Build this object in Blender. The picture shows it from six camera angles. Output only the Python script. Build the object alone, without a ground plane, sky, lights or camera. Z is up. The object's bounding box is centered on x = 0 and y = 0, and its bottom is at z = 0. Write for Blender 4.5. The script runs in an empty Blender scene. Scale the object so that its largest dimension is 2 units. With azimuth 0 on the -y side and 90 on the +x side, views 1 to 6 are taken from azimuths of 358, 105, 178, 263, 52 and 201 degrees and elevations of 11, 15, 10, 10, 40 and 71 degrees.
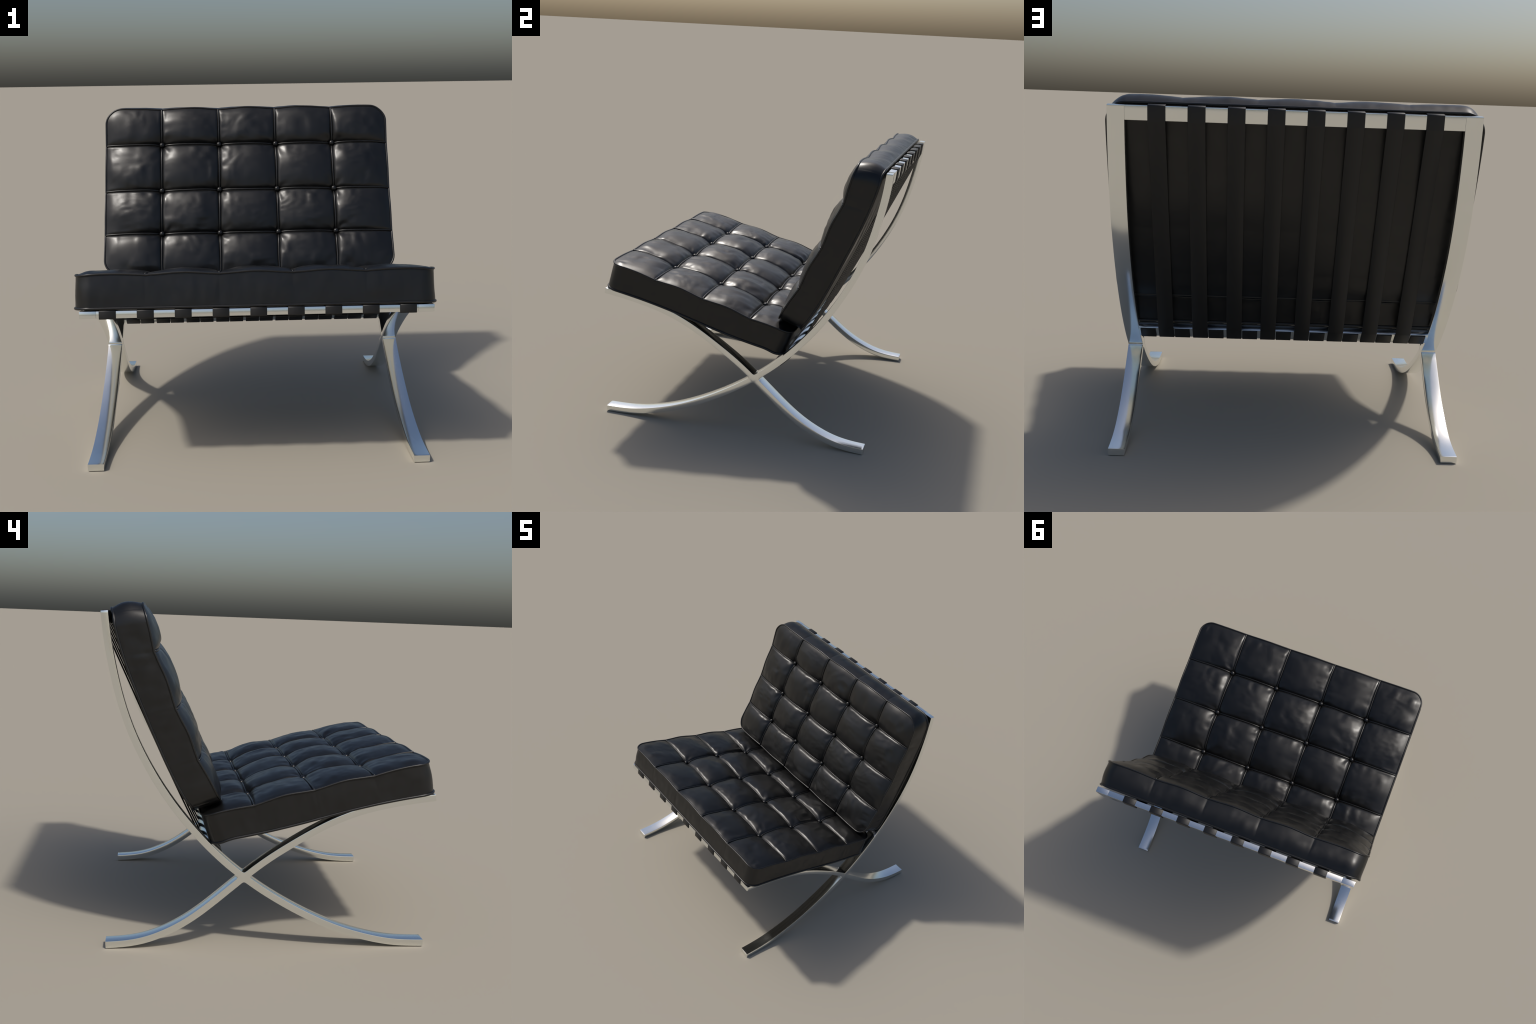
import bpy, bmesh, math
import numpy as np
from mathutils import Vector, Matrix

# ------------------------------------------------------------------ helpers
def vnoise(x, y, seed=0):
    """Smooth 2D value noise in [-1, 1], vectorised and repeatable."""
    xi = np.floor(x).astype(np.int64); yi = np.floor(y).astype(np.int64)
    fx = x - xi; fy = y - yi
    fx = fx * fx * fx * (fx * (fx * 6 - 15) + 10)
    fy = fy * fy * fy * (fy * (fy * 6 - 15) + 10)
    def h(i, j):
        n = (i * 374761393 + j * 668265263 + seed * 974634777) & 0x7fffffff
        n = ((n ^ (n >> 13)) * 1274126177) & 0x7fffffff
        n = n ^ (n >> 16)
        return (n & 0xffff) / 32767.5 - 1.0
    return ((h(xi, yi) * (1 - fx) + h(xi + 1, yi) * fx) * (1 - fy)
            + (h(xi, yi + 1) * (1 - fx) + h(xi + 1, yi + 1) * fx) * fy)

def smooth(t):
    t = np.clip(t, 0, 1)
    return t * t * (3 - 2 * t)

def new_object(name, verts, faces, mat, parent=None, smooth_shade=True, matrix=None):
    me = bpy.data.meshes.new(name)
    me.from_pydata([tuple(map(float, v)) for v in verts], [], [tuple(map(int, f)) for f in faces])
    me.validate(); me.update()
    if smooth_shade:
        me.polygons.foreach_set("use_smooth", [True] * len(me.polygons))
    me.materials.append(mat)
    ob = bpy.data.objects.new(name, me)
    bpy.context.scene.collection.objects.link(ob)
    if parent is not None:
        ob.parent = parent
    if matrix is not None:
        ob.matrix_local = matrix
    return ob

def add_copy(src, name, parent, matrix):
    ob = bpy.data.objects.new(name, src.data)
    bpy.context.scene.collection.objects.link(ob)
    ob.parent = parent
    ob.matrix_local = matrix
    return ob

def fix_normals(ob):
    bm = bmesh.new(); bm.from_mesh(ob.data)
    bmesh.ops.recalc_face_normals(bm, faces=bm.faces[:])
    bm.to_mesh(ob.data); bm.free()

def catmull(points, per=8):
    P = np.array(points, float)
    P = np.vstack([2 * P[0] - P[1], P, 2 * P[-1] - P[-2]])
    out = []
    for i in range(1, len(P) - 2):
        for t in np.arange(per) / per:
            a, b, c, d = P[i - 1], P[i], P[i + 1], P[i + 2]
            out.append(0.5 * ((2 * b) + (c - a) * t + (2 * a - 5 * b + 4 * c - d) * t ** 2
                              + (3 * b - a - 3 * c + d) * t ** 3))
    out.append(P[-2])
    return np.array(out)

def relax(P, n):
    """Fairing of a planar polyline, keeping its ends."""
    P = P.copy()
    for _ in range(n):
        P[1:-1] = 0.25 * P[:-2] + 0.5 * P[1:-1] + 0.25 * P[2:]
    return P

def tube(name, path, radius, mat, parent, closed=False, sides=10):
    P = np.asarray(path, float); n = len(P)
    T = (np.roll(P, -1, 0) - np.roll(P, 1, 0)) if closed else np.gradient(P, axis=0)
    T /= np.linalg.norm(T, axis=1)[:, None] + 1e-12
    ref = np.array([0.31, 0.52, 0.79])
    N = np.zeros_like(P)
    v = np.cross(T[0], ref); v /= np.linalg.norm(v)
    for i in range(n):
        v = v - T[i] * (v @ T[i]); v /= np.linalg.norm(v); N[i] = v
    B = np.cross(T, N)
    ang = np.linspace(0, 2 * math.pi, sides, endpoint=False)
    V = (P[:, None, :] + radius * (np.cos(ang)[None, :, None] * N[:, None, :]
                                   + np.sin(ang)[None, :, None] * B[:, None, :])).reshape(-1, 3)
    F = []
    for i in range(n if closed else n - 1):
        j = (i + 1) % n
        # closing ring: find the twist offset that matches best
        off = 0
        if closed and j == 0:
            d = [np.linalg.norm(V[i * sides] - V[k]) for k in range(sides)]
            off = int(np.argmin(d))
        for k in range(sides):
            k2 = (k + 1) % sides
            F.append((i * sides + k, i * sides + k2, j * sides + (k2 + off) % sides, j * sides + (k + off) % sides))
    if not closed:
        F.append(tuple(range(sides))[::-1]); F.append(tuple((n - 1) * sides + k for k in range(sides)))
    ob = new_object(name, V, F, mat, parent)
    fix_normals(ob)
    return ob

# ------------------------------------------------------------------ materials
def leather_material():
    m = bpy.data.materials.new("black_leather"); m.use_nodes = True
    nt = m.node_tree; b = nt.nodes["Principled BSDF"]
    tc = nt.nodes.new("ShaderNodeTexCoord")
    n1 = nt.nodes.new("ShaderNodeTexNoise"); n1.inputs["Scale"].default_value = 7; n1.inputs["Detail"].default_value = 4
    nt.links.new(tc.outputs["Object"], n1.inputs["Vector"])
    cr = nt.nodes.new("ShaderNodeValToRGB")
    cr.color_ramp.elements[0].position = 0.3; cr.color_ramp.elements[0].color = (0.0040, 0.0040, 0.0040, 1)
    cr.color_ramp.elements[1].position = 0.75; cr.color_ramp.elements[1].color = (0.0062, 0.0062, 0.0061, 1)
    nt.links.new(n1.outputs["Fac"], cr.inputs["Fac"]); nt.links.new(cr.outputs["Color"], b.inputs["Base Color"])
    mr = nt.nodes.new("ShaderNodeMapRange")
    mr.inputs["From Min"].default_value = 0.3; mr.inputs["From Max"].default_value = 0.7
    mr.inputs["To Min"].default_value = 0.30; mr.inputs["To Max"].default_value = 0.41
    n3 = nt.nodes.new("ShaderNodeTexNoise"); n3.inputs["Scale"].default_value = 16; n3.inputs["Detail"].default_value = 3
    nt.links.new(tc.outputs["Object"], n3.inputs["Vector"])
    nt.links.new(n3.outputs["Fac"], mr.inputs["Value"]); nt.links.new(mr.outputs["Result"], b.inputs["Roughness"])
    n2 = nt.nodes.new("ShaderNodeTexVoronoi"); n2.inputs["Scale"].default_value = 260
    nt.links.new(tc.outputs["Object"], n2.inputs["Vector"])
    bp = nt.nodes.new("ShaderNodeBump"); bp.inputs["Strength"].default_value = 0.05; bp.inputs["Distance"].default_value = 0.002
    nt.links.new(n2.outputs["Distance"], bp.inputs["Height"]); nt.links.new(bp.outputs["Normal"], b.inputs["Normal"])
    b.inputs["Specular IOR Level"].default_value = 0.5
    return m

def strap_material():
    m = bpy.data.materials.new("strap_leather"); m.use_nodes = True
    nt = m.node_tree; b = nt.nodes["Principled BSDF"]
    tc = nt.nodes.new("ShaderNodeTexCoord")
    n = nt.nodes.new("ShaderNodeTexNoise"); n.inputs["Scale"].default_value = 30; n.inputs["Detail"].default_value = 4
    nt.links.new(tc.outputs["Object"], n.inputs["Vector"])
    cr = nt.nodes.new("ShaderNodeValToRGB")
    cr.color_ramp.elements[0].color = (0.0050, 0.0050, 0.0050, 1); cr.color_ramp.elements[1].color = (0.0075, 0.0074, 0.0073, 1)
    nt.links.new(n.outputs["Fac"], cr.inputs["Fac"]); nt.links.new(cr.outputs["Color"], b.inputs["Base Color"])
    bp = nt.nodes.new("ShaderNodeBump"); bp.inputs["Strength"].default_value = 0.05; bp.inputs["Distance"].default_value = 0.002
    nt.links.new(n.outputs["Fac"], bp.inputs["Height"]); nt.links.new(bp.outputs["Normal"], b.inputs["Normal"])
    b.inputs["Roughness"].default_value = 0.5
    return m

def chrome_material():
    m = bpy.data.materials.new("polished_steel"); m.use_nodes = True
    nt = m.node_tree; b = nt.nodes["Principled BSDF"]
    b.inputs["Metallic"].default_value = 1.0
    tc = nt.nodes.new("ShaderNodeTexCoord")
    n = nt.nodes.new("ShaderNodeTexNoise"); n.inputs["Scale"].default_value = 9; n.inputs["Detail"].default_value = 3
    nt.links.new(tc.outputs["Object"], n.inputs["Vector"])
    cr = nt.nodes.new("ShaderNodeValToRGB")
    cr.color_ramp.elements[0].color = (0.885, 0.905, 0.885, 1); cr.color_ramp.elements[1].color = (0.925, 0.945, 0.925, 1)
    nt.links.new(n.outputs["Fac"], cr.inputs["Fac"]); nt.links.new(cr.outputs["Color"], b.inputs["Base Color"])
    mr = nt.nodes.new("ShaderNodeMapRange")
    mr.inputs["To Min"].default_value = 0.13; mr.inputs["To Max"].default_value = 0.20
    nt.links.new(n.outputs["Fac"], mr.inputs["Value"]); nt.links.new(mr.outputs["Result"], b.inputs["Roughness"])
    return m

LEATHER, STRAP, STEEL = leather_material(), strap_material(), chrome_material()

# ------------------------------------------------------------------ the thing
chair = bpy.data.objects.new("lounge_chair", None)
bpy.context.scene.collection.objects.link(chair)
chair["label"] = "black tufted leather lounge chair on crossed polished steel legs"
chair["category"] = "lounge chair"

# ------------------------------------------------------------------ steel frame
HALF_T = 0.020                                   # half thickness of the flat bar
FRAME_X = [(-0.960, -0.869), (0.880, 0.970)]     # the two crossed side frames
# centre lines (y, z): backrest upright running into the front foot, seat bar running into the rear foot
UPRIGHT = [(0.949, 1.907), (0.936, 1.79), (0.916, 1.67), (0.866, 1.45), (0.796, 1.25), (0.7065, 1.07),
           (0.603, 0.903), (0.486, 0.75), (0.3575, 0.608), (0.217, 0.479), (0.064, 0.3655), (-0.103, 0.262),
           (-0.2815, 0.169), (-0.475, 0.0905), (-0.69, 0.037), (-0.82, 0.0235), (-0.948, 0.021)]
SEATBAR = [(0.926, 0.020), (0.81, 0.0265), (0.70, 0.048), (0.60, 0.086), (0.50, 0.137), (0.40, 0.205), (0.30, 0.287),
           (0.20, 0.374), (0.10, 0.458), (0.0, 0.535), (-0.10, 0.601), (-0.20, 0.664), (-0.31, 0.727), (-0.42, 0.779),
           (-0.55, 0.827), (-0.69, 0.861), (-0.83, 0.888), (-0.966, 0.907)]

def bar_edges(ctrl):
    c = relax(catmull(ctrl, 8), 24)
    t = np.gradient(c, axis=0); t /= np.linalg.norm(t, axis=1)[:, None]
    n = np.c_[-t[:, 1], t[:, 0]]
    return c, t, c + n * HALF_T, c - n * HALF_T

def cut(A, B):
    """first crossing of two polylines: (index in A, index in B, point)"""
    for i in range(len(A) - 1):
        p, r = A[i], A[i + 1] - A[i]
        for j in range(len(B) - 1):
            q, s = B[j], B[j + 1] - B[j]
            d = r[0] * s[1] - r[1] * s[0]
            if abs(d) < 1e-12: continue
            w = q - p
            t = (w[0] * s[1] - w[1] * s[0]) / d; u = (w[0] * r[1] - w[1] * r[0]) / d
            if 0 <= t < 1 and 0 <= u < 1:
                return i, j, p + t * r
    raise RuntimeError("edges do not cross")

UC, UT, UL, UR = bar_edges(UPRIGHT)   # going down: left normal = front side up there
SC, ST, SL, SR = bar_edges(SEATBAR)

def fillet(a, p, b, r=0.014, n=6):
    """quadratic rounding of the notch at p between directions towards a and b"""
    da = (a - p) / np.linalg.norm(a - p); db = (b - p) / np.linalg.norm(b - p)
    A, B = p + da * r, p + db * r
    return [(1 - t) ** 2 * A + 2 * t * (1 - t) * p + t * t * B for t in np.linspace(0, 1, n)]

def side_outline():
    # which bar edge is which: the upright's rear edge and the front edge
    up_front, up_back = (UL, UR) if UL[0][0] < UR[0][0] else (UR, UL)
    st_up, st_low = (SL, SR) if SL[0][1] > SR[0][1] else (SR, SL)
    def walk(A, i0, i1):
        step = 1 if i1 >= i0 else -1
        return [A[i] for i in range(i0, i1 + step, step)]
    R = 3
    out = []
    # rear notch: upright rear edge x seat bar upper edge
    i, j, p = cut(up_back, st_up)
    out += walk(up_back, 0, i - R) + fillet(up_back[i - R], p, st_up[j - R]) + walk(st_up, j - R, 0)
    # bottom notch: seat bar lower edge x upright lower (rear) edge
    i2, j2, p2 = cut(up_back, st_low)
    out += walk(st_low, 0, j2 - R) + fillet(st_low[j2 - R], p2, up_back[i2 + R + 1]) + walk(up_back, i2 + R + 1, len(up_back) - 1)
    # front notch: upright upper (front) edge x seat bar lower edge
    i3, j3, p3 = cut(up_front, st_low)
    out += walk(up_front, len(up_front) - 1, i3 + R + 1) + fillet(up_front[i3 + R + 1], p3, st_low[j3 + R + 1]) + walk(st_low, j3 + R + 1, len(st_low) - 1)
    # upper notch
    i4, j4, p4 = cut(up_front, st_up)
    out += walk(st_up, len(st_up) - 1, j4 + R + 1) + fillet(st_up[j4 + R + 1], p4, up_front[i4 - R]) + walk(up_front, i4 - R, 0)
    return np.array(out)

OUTLINE = side_outline()

def prism(name, outline, x0, x1, parent, bevel=0.003, ends=True):
    bm = bmesh.new()
    vs = [bm.verts.new((x0, float(y), float(z))) for y, z in outline]
    f = bm.faces.new(vs)
    r = bmesh.ops.extrude_face_region(bm, geom=[f])
    nv = [e for e in r["geom"] if isinstance(e, bmesh.types.BMVert)]
    bmesh.ops.translate(bm, verts=nv, vec=(x1 - x0, 0, 0))
    bmesh.ops.recalc_face_normals(bm, faces=bm.faces[:])
    caps = [fc for fc in bm.faces if len(fc.verts) == len(vs)]
    edges = set()
    cap_edges = set()
    for c in caps: cap_edges.update(c.edges)
    if ends: edges.update(cap_edges)
    for e in bm.edges:                            # square corners of the bar ends
        if e not in cap_edges and len(e.link_faces) == 2 and e.calc_face_angle(0) > math.radians(50):
            edges.add(e)
    bmesh.ops.bevel(bm, geom=list(edges), offset=bevel, segments=2, affect='EDGES', profile=0.6, clamp_overlap=True)
    big = [fc for fc in bm.faces if abs(fc.normal.x) > 0.999]
    for fc in bm.faces: fc.smooth = True
    for fc in big: fc.smooth = False
    res = bmesh.ops.triangulate(bm, faces=[fc for fc in big if len(fc.verts) > 4])
    for fc in res["faces"]: fc.smooth = False
    me = bpy.data.meshes.new(name); bm.to_mesh(me); bm.free()
    me.set_sharp_from_angle(angle=math.radians(40))
    me.materials.append(STEEL)
    ob = bpy.data.objects.new(name, me)
    bpy.context.scene.collection.objects.link(ob); ob.parent = parent
    return ob

for x0, x1 in FRAME_X:
    prism("side_frame", OUTLINE, x0, x1, chair)

RAIL_W = 0.076
def rail_section(C, T, i_end, width, grow=0.0):
    """rectangle in the bar's own plane: from end i_end inwards by width"""
    e = C[i_end]; t = T[i_end] * (1 if i_end == 0 else -1)     # pointing inwards
    n = np.array([-t[1], t[0]])
    a, b = e, e + t * width
    h = HALF_T + grow
    return np.array([a + n * h, a - n * h, b - n * h, b + n * h])

RX0, RX1 = FRAME_X[0][1], FRAME_X[1][0]
TOP_RAIL = rail_section(UC, UT, 0, RAIL_W)
FRONT_RAIL = rail_section(SC, ST, len(SC) - 1, RAIL_W)
# lower rail lies in the upright, just above the crossing
lo_b, hi_b = np.array((0.301, 0.512)), np.array((0.368, 0.580))
ldir = (hi_b - lo_b) / np.linalg.norm(hi_b - lo_b); lnor = np.array([-ldir[1], ldir[0]])
LOW_RAIL = np.array([lo_b, hi_b, hi_b + lnor * 0.046, lo_b + lnor * 0.046])
for sec in (TOP_RAIL, FRONT_RAIL, LOW_RAIL):
    prism("cross_rail", sec, RX0 - 0.0005, RX1 + 0.0005, chair, bevel=0.003)

# ------------------------------------------------------------------ straps
STRAP_W, STRAP_T = 0.091, 0.0045
def offset_corner(sec, k, d):
    """corner k of a convex section pushed outwards by d along both edges"""
    p = sec[k]; c = sec.mean(0)
    a = sec[(k + 1) % 4] - p; b = sec[k - 1] - p
    a = a / np.linalg.norm(a); b = b / np.linalg.norm(b)
    return p - (a + b) * d

def pick(sec, y_front, z_up):
    """corner of a section by side: front (small y) or rear, upper or lower"""
    c = sec.mean(0)
    best = max(range(4), key=lambda k: (-(sec[k][0] - c[0]) if y_front else (sec[k][0] - c[0])) * 1.0
               + ((sec[k][1] - c[1]) if z_up else -(sec[k][1] - c[1])) * 1.0)
    return best

def round_path(P, r=0.006, n=4):
    P = [np.array(p) for p in P]; out = [P[0]]
    for i in range(1, len(P) - 1):
        a, p, b = P[i - 1], P[i], P[i + 1]
        rr = min(r, 0.45 * np.linalg.norm(a - p), 0.45 * np.linalg.norm(b - p))
        out += fillet(a, p, b, rr, n)
    out.append(P[-1])
    return np.array(out)

def strap_mesh(name, path, x, sag=0.0, first=None):
    c = np.array(path)
    t = np.gradient(c, axis=0); t /= np.linalg.norm(t, axis=1)[:, None] + 1e-12
    n = np.c_[-t[:, 1], t[:, 0]]
    h, w = STRAP_T / 2, STRAP_W / 2
    e = 0.0015
    prof = [(-w, -h + e), (-w + e, -h), (w - e, -h), (w, -h + e), (w, h - e), (w - e, h), (-w + e, h), (-w, h - e)]
    V, F = [], []
    for i in range(len(c)):
        for (px, ph) in prof:
            V.append((px, c[i][0] + n[i][0] * ph, c[i][1] + n[i][1] * ph))
    m = len(prof)
    for i in range(len(c) - 1):
        for k in range(m):
            k2 = (k + 1) % m
            F.append((i * m + k, i * m + k2, (i + 1) * m + k2, (i + 1) * m + k))
    F.append(tuple(range(m))[::-1]); F.append(tuple((len(c) - 1) * m + k for k in range(m)))
    ob = new_object(name, V, F, STRAP, chair, matrix=Matrix.Translation((x, 0, 0)))
    fix_normals(ob)
    ob.data.set_sharp_from_angle(angle=math.radians(50))
    return ob

d = STRAP_T / 2 + 0.001
# TOP_RAIL corners: order e+n, e-n, b-n, b+n
t_up = sorted(range(4), key=lambda k: -TOP_RAIL[k][1])
top_hi = sorted(t_up[:2], key=lambda k: TOP_RAIL[k][0])      # front, rear
top_lo = sorted(t_up[2:], key=lambda k: TOP_RAIL[k][0])
oc = lambda sec, k: offset_corner(sec, k, d)
low_lo, low_hi, low_hif, low_lof = 0, 1, 2, 3
def slack(a, b, depth, n=12):
    """points of a strap pushed rearwards by the cushion, deepest in its lower half"""
    t = np.linspace(0, 1, n + 2)[1:-1, None]
    dirn = (b - a) / np.linalg.norm(b - a); nor = np.array([-dirn[1], dirn[0]])
    if nor[0] < 0: nor = -nor
    return list(a + (b - a) * t + nor * depth * np.sin(math.pi * t ** 1.35))
back_path = round_path([
    oc(TOP_RAIL, top_lo[0]) * 0.9 + oc(TOP_RAIL, top_hi[0]) * 0.1,
    oc(TOP_RAIL, top_hi[0]), oc(TOP_RAIL, top_hi[1]), oc(TOP_RAIL, top_lo[1]),
    *slack(oc(TOP_RAIL, top_lo[1]), oc(LOW_RAIL, low_hi), 0.007),
    oc(LOW_RAIL, low_hi), oc(LOW_RAIL, low_lo), oc(LOW_RAIL, low_lof),
    oc(LOW_RAIL, low_lof) + ldir * 0.02])
f_up = sorted(range(4), key=lambda k: FRONT_RAIL[k][0])
fr = sorted(f_up[:2], key=lambda k: -FRONT_RAIL[k][1])       # front upper, front lower
re = sorted(f_up[2:], key=lambda k: -FRONT_RAIL[k][1])
seat_path = round_path([
    oc(LOW_RAIL, low_hi) * 0.9 + oc(LOW_RAIL, low_lo) * 0.1,
    oc(LOW_RAIL, low_lo), oc(LOW_RAIL, low_lof), oc(LOW_RAIL, low_hif),
    oc(FRONT_RAIL, re[0]), oc(FRONT_RAIL, fr[0]), oc(FRONT_RAIL, fr[1]),
    oc(FRONT_RAIL, fr[1]) * 0.15 + oc(FRONT_RAIL, re[1]) * 0.85])

PITCH = 0.2043
src = strap_mesh("back_strap", back_path, 0.002 - 3.5 * PITCH)
for i in range(1, 8):
    add_copy(src, "back_strap", chair, Matrix.Translation((0.002 + (i - 3.5) * PITCH, 0, 0)))
src = strap_mesh("seat_strap", seat_path, 0.009 - 4 * PITCH)
for i in range(1, 9):
    add_copy(src, "seat_strap", chair, Matrix.Translation((0.009 + (i - 4) * PITCH, 0, 0)))

# ------------------------------------------------------------------ cushions
def clustered(knots, n, mix=0.55):
    out = []
    for a, b in zip(knots[:-1], knots[1:]):
        t = np.arange(n) / n
        t = (1 - mix) * t + mix * (0.5 - 0.5 * np.cos(math.pi * t))
        out += list(a + (b - a) * t)
    out.append(knots[-1])
    return np.array(out)

def make_cushion(name, origin, along, normal, half_w, s_top, s_bot, seams_s, corner,
                 edge_c, inner_c, under_c, end_bulge, side_bulge, seed, n=46, pillow=(0.023, 0.024), rear_taper=0.0, top_taper=0.0, top_wave=0.0):
    """Tufted cushion. Local axes: a = world x, s = `along`, c = `normal` (y,z vectors).
    s_top / s_bot: range of s of the upper and the lower rim; seams_s: rows of buttons."""
    O = np.array(origin); S = np.array(along); N = np.array(normal)
    def world(a, s, c):
        return np.stack([a, O[0] + S[0] * s + N[0] * c, O[1] + S[1] * s + N[1] * c], -1)
    seams_a = [-0.6, -0.2, 0.2, 0.6]
    ka = [-half_w] + seams_a + [half_w]
    ks = [s_top[0]] + list(seams_s) + [s_top[1]]
    A1, S1 = clustered(ka, n), clustered(ks, n)
    GA, GS = np.meshgrid(A1, S1, indexing="ij")
    def round_corners(a, s, hw, lo, hi, r):
        mid = 0.5 * (lo + hi); hs = 0.5 * (hi - lo)
        x = np.clip((np.abs(a) - (hw - r)) / r, 0, 1); y = np.clip((np.abs(s - mid) - (hs - r)) / r, 0, 1)
        x2 = x * np.sqrt(1 - y * y / 2); y2 = y * np.sqrt(1 - x * x / 2)
        aa = np.where(x > 0, np.sign(a) * (hw - r + r * x2), a)
        ss = np.where(y > 0, mid + np.sign(s - mid) * (hs - r + r * y2), s)
        return aa, ss
    PA, PS = round_corners(GA, GS, half_w, s_top[0], s_top[1], corner)
    PA = PA * (1 - top_taper * smooth((GS - s_top[0]) / (s_top[1] - s_top[0])))
    # upper rim swells between the seams and is pinched at them
    near_top = smooth((GS - seams_s[-1]) / (s_top[1] - seams_s[-1])) ** 2
    pads = np.abs(np.sin(math.pi * (GA - 0.2) / 0.4)) ** 0.8 + 0.25 * vnoise(GA * 9, GS * 0, seed + 40)
    PS = PS + top_wave * near_top * (pads - 0.75)
    # seams wander a little
    keep = smooth(np.minimum(half_w - np.abs(GA), np.minimum(GS - s_top[0], s_top[1] - GS)) / 0.1)
    PA = PA + 0.0035 * keep * vnoise(GA * 4, GS * 4, seed + 30)
    PS = PS + 0.0035 * keep * vnoise(GA * 4, GS * 4, seed + 31)

    def panel_coord(v, k):
        i = np.clip(np.searchsorted(k, v, side="right") - 1, 0, len(k) - 2)
        k = np.array(k)
        return i, (v - k[i]) / (k[i + 1] - k[i])
    def surface(ga, gs):
        ia, u = panel_coord(ga, ka); is_, v = panel_coord(gs, ks)
        na, ns = len(ka) - 2, len(ks) - 2
        eu = np.where(ia == 0, 1 - u, np.where(ia == na, u, 0.0))
        ev = np.where(is_ == 0, 1 - v, np.where(is_ == ns, v, 0.0))
        # per panel variety
        rnd = vnoise(ia * 3.7 + 0.5, is_ * 5.3 + 0.5, seed)
        rnd2 = vnoise(ia * 4.1 + 9.5, is_ * 3.3 + 0.5, seed + 1); rnd3 = vnoise(ia * 2.9 + 4.5, is_ * 6.1 + 7.5, seed + 2)
        p = 2.4
        fu = 1 - np.abs(2 * u - 1) ** (p + 0.9 * (eu > 0)); fv = 1 - np.abs(2 * v - 1) ** (p + 0.9 * (ev > 0))
        w = 1 - (1 - eu ** 2.2) * (1 - ev ** 2.2)
        base = inner_c(gs) * (1 - w) + edge_c(gs) * w
        wu = 0.5 - 0.5 * np.cos(2 * math.pi * u); wv = 0.5 - 0.5 * np.cos(2 * math.pi * v)
        e2, g2 = eu ** 1.5, ev ** 1.5
        gu = fu * (1 - g2) + 0.46 * wu * g2; gv = fv * (1 - e2) + 0.46 * wv * e2
        gu = np.where(eu > 0, fu * (1 - g2) + 0.46 * smooth(2.5 * u * (1 - u)) * g2, gu)
        gv = np.where(ev > 0, fv * (1 - e2) + 0.46 * smooth(2.5 * v * (1 - v)) * e2, gv)
        c = base + pillow[0] * gu + pillow[1] * gv + (0.007 + 0.005 * rnd + 0.006 * rnd2 * (2 * u - 1) + 0.006 * rnd3 * (2 * v - 1)) * fu * fv
        da = np.min([np.abs(ga - k) for k in seams_a], 0); ds = np.min([np.abs(gs - k) for k in seams_s], 0)
        fade = 1 - 0.8 * np.maximum(eu, ev) ** 6
        c = c - 0.010 * fade * np.maximum(np.exp(-(da / 0.011) ** 2), np.exp(-(ds / 0.011) ** 2))
        r = np.hypot(da, ds)
        c = c - 0.012 * np.exp(-(r / 0.029) ** 2) - 0.005 * np.exp(-(r / 0.08) ** 2)
        # pinched folds radiating from each button
        bi = np.argmin([np.abs(ga - k) for k in seams_a], 0); bj = np.argmin([np.abs(gs - k) for k in seams_s], 0)
        th = np.arctan2(gs - np.array(seams_s)[bj], ga - np.array(seams_a)[bi])
        ph = 3.1 * vnoise(bi * 2.3 + 0.5, bj * 3.1 + 0.5, seed + 15)
        star = np.cos(5 * th + ph + 1.5 * vnoise(ga * 12, gs * 12, seed + 16)) * np.exp(-((r - 0.055) / 0.035) ** 2)
        c = c + 0.0022 * star * np.minimum(1, np.minimum(da, ds) / 0.02)
        # --- leather folds
        rim = np.minimum(1, np.minimum(half_w - np.abs(ga), np.minimum(gs - s_top[0], s_top[1] - gs)) / 0.05)
        inside = np.minimum(1, np.minimum(da, ds) / 0.03)
        wx = 0.04 * vnoise(ga * 6, gs * 6, seed + 3); wy = 0.04 * vnoise(ga * 6 + 40, gs * 6, seed + 4)
        patch2 = smooth(0.3 + 1.3 * vnoise(ga * 5.1 + 7, gs * 5.1, seed + 12))
        lumps = vnoise((ga + wx) * 8, (gs + wy) * 8, seed + 5)
        dents = vnoise((ga + wx) * 19, (gs + wy) * 15, seed + 6)
        fine = vnoise((ga + wx) * 26, (gs + wy) * 44, seed + 7) * patch2
        # folds running into the seams
        near_s = np.exp(-ds / 0.06); near_a = np.exp(-da / 0.06)
        pull = near_s * vnoise(ga * 24 + 2 * wx, gs * 5, seed + 8) + near_a * vnoise(ga * 5, gs * 24 + 2 * wy, seed + 9)
        patch = smooth(0.45 + 1.2 * vnoise(ga * 4.3, gs * 4.3, seed + 11))
        c = c + rim * inside * (0.0036 * lumps + 0.0036 * patch * dents + 0.0010 * fine + 0.0036 * pull)
        return c
    GC = surface(GA, GS)
    W = world(PA, PS, GC)

    # lower side and boxing share the rim loop of the upper grid
    na_, ns_ = GA.shape
    loop = ([(i, 0) for i in range(na_ - 1)] + [(na_ - 1, j) for j in range(ns_ - 1)]
            + [(i, ns_ - 1) for i in range(na_ - 1, 0, -1)] + [(0, j) for j in range(ns_ - 1, 0, -1)])
    li = np.array(loop)
    ta, ts, tcc = PA[li[:, 0], li[:, 1]], PS[li[:, 0], li[:, 1]], GC[li[:, 0], li[:, 1]]
    sig = (GS - s_top[0]) / (s_top[1] - s_top[0])
    BS0 = s_bot[0] + sig * (s_bot[1] - s_bot[0])
    BA, BS = round_corners(GA, BS0, half_w, s_bot[0], s_bot[1], corner)
    BA = BA * (1 - rear_taper) * (1 - top_taper * smooth(sig))
    BC = under_c(GA, BS0)
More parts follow.
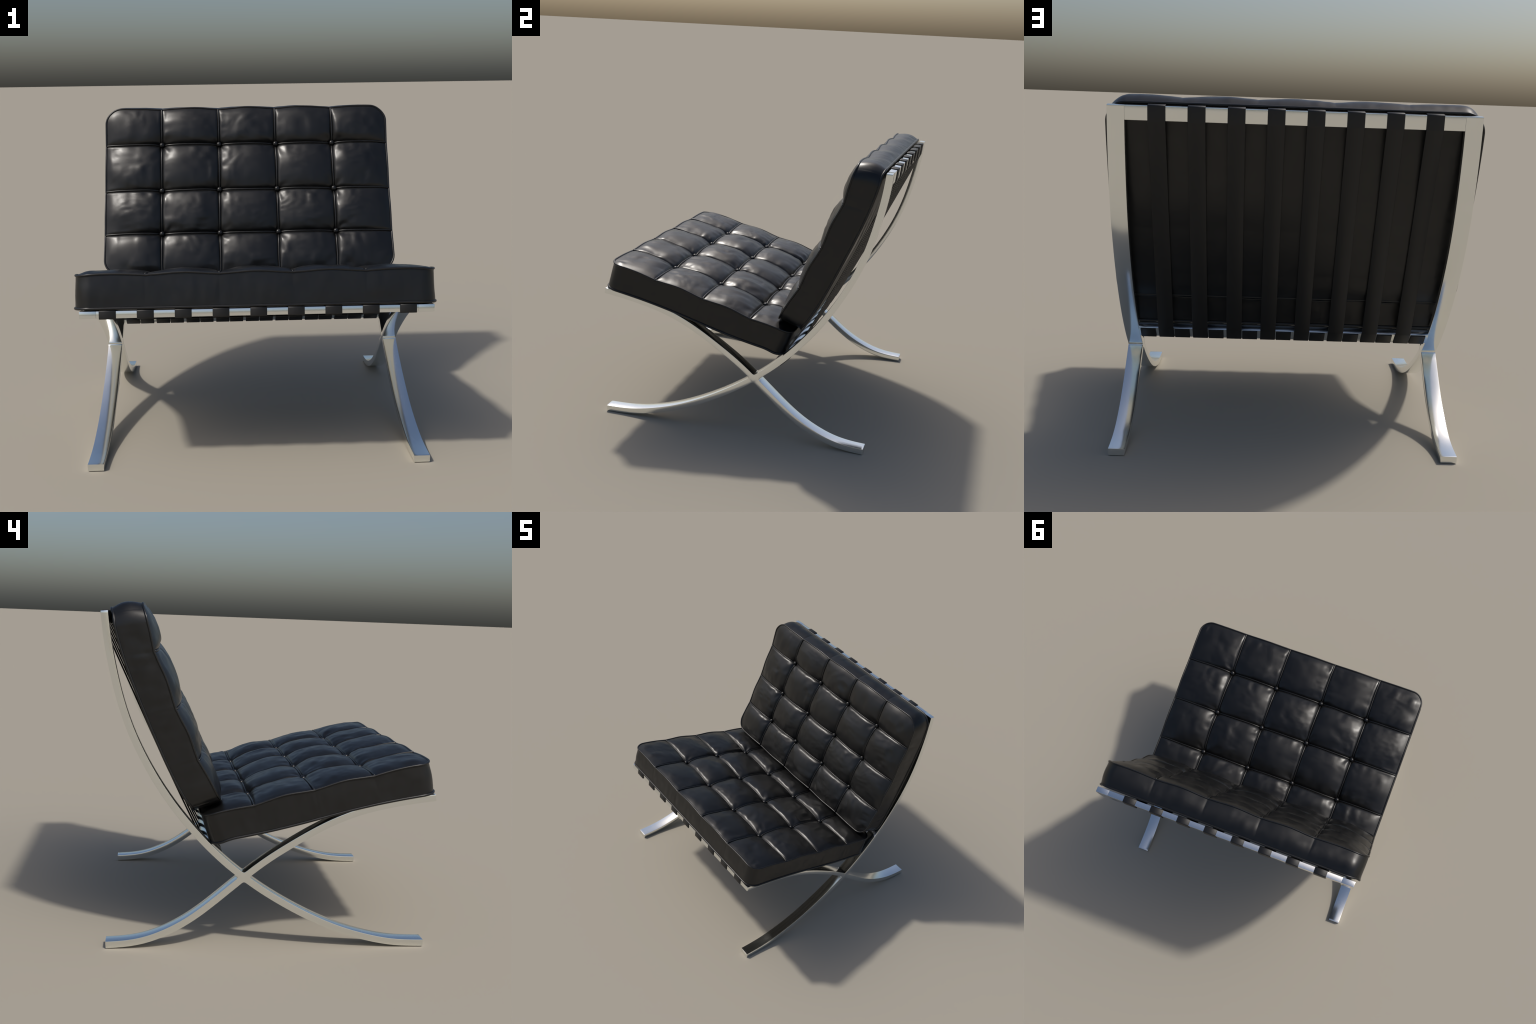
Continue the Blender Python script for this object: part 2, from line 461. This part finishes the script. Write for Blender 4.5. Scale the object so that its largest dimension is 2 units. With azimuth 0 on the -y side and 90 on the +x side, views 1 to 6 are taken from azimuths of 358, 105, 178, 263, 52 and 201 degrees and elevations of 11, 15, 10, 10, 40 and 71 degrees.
    ba, bs, bc = BA[li[:, 0], li[:, 1]], BS[li[:, 0], li[:, 1]], BC[li[:, 0], li[:, 1]]
    tan = np.stack([np.roll(ta, -1) - np.roll(ta, 1), np.roll(ts, -1) - np.roll(ts, 1)], -1)
    tan /= np.linalg.norm(tan, axis=1)[:, None]
    out = np.stack([tan[:, 1], -tan[:, 0]], -1)
    per = np.cumsum(np.hypot(ta - np.roll(ta, 1), ts - np.roll(ts, 1)))
    rows = 22
    V = []
    ga_l, gs_l = GA[li[:, 0], li[:, 1]], GS[li[:, 0], li[:, 1]]
    on_end = np.abs(out[:, 1]); 
    d_seam = np.where(on_end > 0.7, np.min([np.abs(ga_l - k) for k in seams_a], 0), np.min([np.abs(gs_l - k) for k in seams_s], 0))
    for k in range(rows + 1):
        t = k / rows
        bul = np.where(out[:, 1] > 0, end_bulge * out[:, 1] ** 2 + side_bulge * (1 - out[:, 1] ** 2), side_bulge)
        sh = math.sin(math.pi * t)
        flat = 1 - abs(2 * t - 1) ** 3
        o = bul * sh
        o = o + flat * (0.0022 * vnoise(per * 7, np.full_like(per, t * 2.0), seed + 20)
                        + 0.0012 * vnoise(per * 26, np.full_like(per, t * 1.6 + 9), seed + 21))
        o = o - flat * 0.0014 * (1 - t) * np.exp(-(d_seam / 0.012) ** 2)
        V.append(world(ta * (1 - t) + ba * t + out[:, 0] * o, ts * (1 - t) + bs * t + out[:, 1] * o, tcc * (1 - t) + bc * t))
    L = len(loop)
    V = np.concatenate(V)
    F = []
    for k in range(rows):
        for i in range(L):
            j = (i + 1) % L
            F.append((k * L + i, k * L + j, (k + 1) * L + j, (k + 1) * L + i))
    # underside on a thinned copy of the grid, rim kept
    base = len(V)
    U = world(BA, BS, BC)
    idx = np.full((na_, ns_), -1)
    for q, (i, j) in enumerate(loop): idx[i, j] = rows * L + q
    extra = []
    for i in range(1, na_ - 1):
        for j in range(1, ns_ - 1):
            idx[i, j] = base + len(extra); extra.append(U[i, j])
    V = np.concatenate([V, np.array(extra)])
    for i in range(na_ - 1):
        for j in range(ns_ - 1):
            F.append((idx[i, j], idx[i, j + 1], idx[i + 1, j + 1], idx[i + 1, j]))
    body = new_object(name, V, F, LEATHER, chair)
    fix_normals(body)
    body.data.set_sharp_from_angle(angle=math.radians(60))

    # upper panels, one leather square each
    for pi in range(5):
        for pj in range(len(ks) - 1):
            ii = slice(pi * n, (pi + 1) * n + 1); jj = slice(pj * n, (pj + 1) * n + 1)
            P = W[ii, jj]
            h, w_ = P.shape[:2]
            ids = np.arange(h * w_).reshape(h, w_)
            q = np.stack([ids[:-1, :-1], ids[1:, :-1], ids[1:, 1:], ids[:-1, 1:]], -1).reshape(-1, 4)
            if np.cross([1, 0, 0], [0, *S]) @ np.array([0, *N]) < 0:
                q = q[:, ::-1]
            new_object("leather_panel", P.reshape(-1, 3), q, LEATHER, body)
    # piping round the upper and the lower rim
    step = 2
    tube("piping", world(ta, ts, tcc)[::step], 0.0068, LEATHER, body, closed=True)
    tube("piping", world(ba, bs, bc + 0.004)[::step], 0.0080, LEATHER, body, closed=True)
    # welts in the seams
    for k, a in enumerate(seams_a):
        i = (k + 1) * n
        tube("seam_welt", world(PA[i], PS[i], GC[i] + 0.0045)[::2], 0.0062, LEATHER, body)
    for k, s in enumerate(seams_s):
        j = (k + 1) * n
        tube("seam_welt", world(PA[:, j], PS[:, j], GC[:, j] + 0.0040)[::2], 0.0060, LEATHER, body)
    # covered buttons
    R = Matrix(((1, 0, 0, 0), (0, S[0], N[0], 0), (0, S[1], N[1], 0), (0, 0, 0, 1)))
    first = None
    for k, a in enumerate(seams_a):
        for m, s in enumerate(seams_s):
            p = W[(k + 1) * n, (m + 1) * n] + np.array([0, *N]) * 0.026
            M = Matrix.Translation(Vector(p)) @ R
            if first is None:
                V, F = [], []
                rings, seg = 8, 24
                for r in range(rings):
                    ph = math.pi * 0.62 * r / (rings - 1)
                    rad = 0.0185 * math.sin(ph); zz = 0.015 * math.cos(ph)
                    for g in range(seg):
                        an = 2 * math.pi * g / seg
                        V.append((rad * math.cos(an), rad * math.sin(an), zz))
                F = [(r * seg + g, r * seg + (g + 1) % seg, (r + 1) * seg + (g + 1) % seg, (r + 1) * seg + g)
                     for r in range(rings - 1) for g in range(seg)]
                first = new_object("button", V, F, LEATHER, body, matrix=M)
                bm = bmesh.new(); bm.from_mesh(first.data)
                bmesh.ops.remove_doubles(bm, verts=bm.verts[:], dist=1e-5)
                bmesh.ops.recalc_face_normals(bm, faces=bm.faces[:]); bm.to_mesh(first.data); bm.free()
                if first.data.polygons[0].normal.z < 0: first.data.flip_normals()
            else:
                add_copy(first, "button", body, M)
    return body

def lin(xs, ys):
    xs, ys = np.array(xs), np.array(ys)
    def f(v):
        v = np.clip(v, xs[0], xs[-1])
        i = np.clip(np.searchsorted(xs, v, side="right") - 1, 0, len(xs) - 2)
        t = smooth((v - xs[i]) / (xs[i + 1] - xs[i])) * 0.5 + 0.5 * (v - xs[i]) / (xs[i + 1] - xs[i])
        return ys[i] + (ys[i + 1] - ys[i]) * t
    return f

# seat: s runs from the rear edge to the front edge
make_cushion("seat_cushion", (0.35, 0.63), (-0.974, 0.226), (0.226, 0.974), 0.989,
             (-0.012, 1.349), (0.010, 1.348), (0.290, 0.643, 1.000), 0.095,
             edge_c=lin([-0.06, 0.15, 0.65, 1.0, 1.35], [0.159, 0.158, 0.176, 0.184, 0.185]),
             inner_c=lin([-0.06, 0.29, 0.643, 1.0, 1.35], [0.136, 0.147, 0.175, 0.170, 0.167]),
             under_c=lambda a, s: -0.010 * np.sin(2 * math.pi * s / 1.31) + 0.004 - 0.020 * smooth((0.16 - s) / 0.16),
             end_bulge=0.003, side_bulge=0.0, seed=11, pillow=(0.023, 0.026), rear_taper=-0.004)

# backrest: s runs from the bottom edge to the top edge
def bow(s, k): return np.abs(np.clip((s - 0.57) / 0.60, -1.1, 1.1)) ** k
def back_face(a, s):
    """rear face: rim curve, swelling out to the straps below, standing off them at the top"""
    rim = -0.043 * (1 - np.minimum(bow(s, 3.0), 1.05))
    strap = -0.045 - 0.0463 * (s - 0.43) + 0.004 * np.sin(math.pi * np.clip((1.12 - s) / 1.39, 0, 1) ** 1.35)
    strap = rim + (strap - rim) * (1 - smooth((s - 0.5) / 0.35))
    inside = np.minimum(0.98 - np.abs(a), np.minimum(s + 0.03, 1.188 - s))
    return rim + (np.minimum(strap, rim) - rim) * smooth(inside / 0.12)
make_cushion("backrest_cushion", (0.451, 0.826), (0.394, 0.919), (-0.919, 0.394), 0.991,
             (-0.036, 1.150), (-0.026, 1.188), (0.246, 0.557, 0.890), 0.105,
             edge_c=lambda s: 0.128 + 0.036 * bow(s, 2.5) + 0.008 * smooth((s - 0.9) / 0.25),
             inner_c=lambda s: 0.149 + 0.013 * smooth((s - 0.89) / 0.2) + 0.010 * smooth((0.22 - s) / 0.2),
             under_c=back_face,
             end_bulge=0.022, side_bulge=0.003, seed=47, rear_taper=0.006, top_taper=0.003, top_wave=0.009)
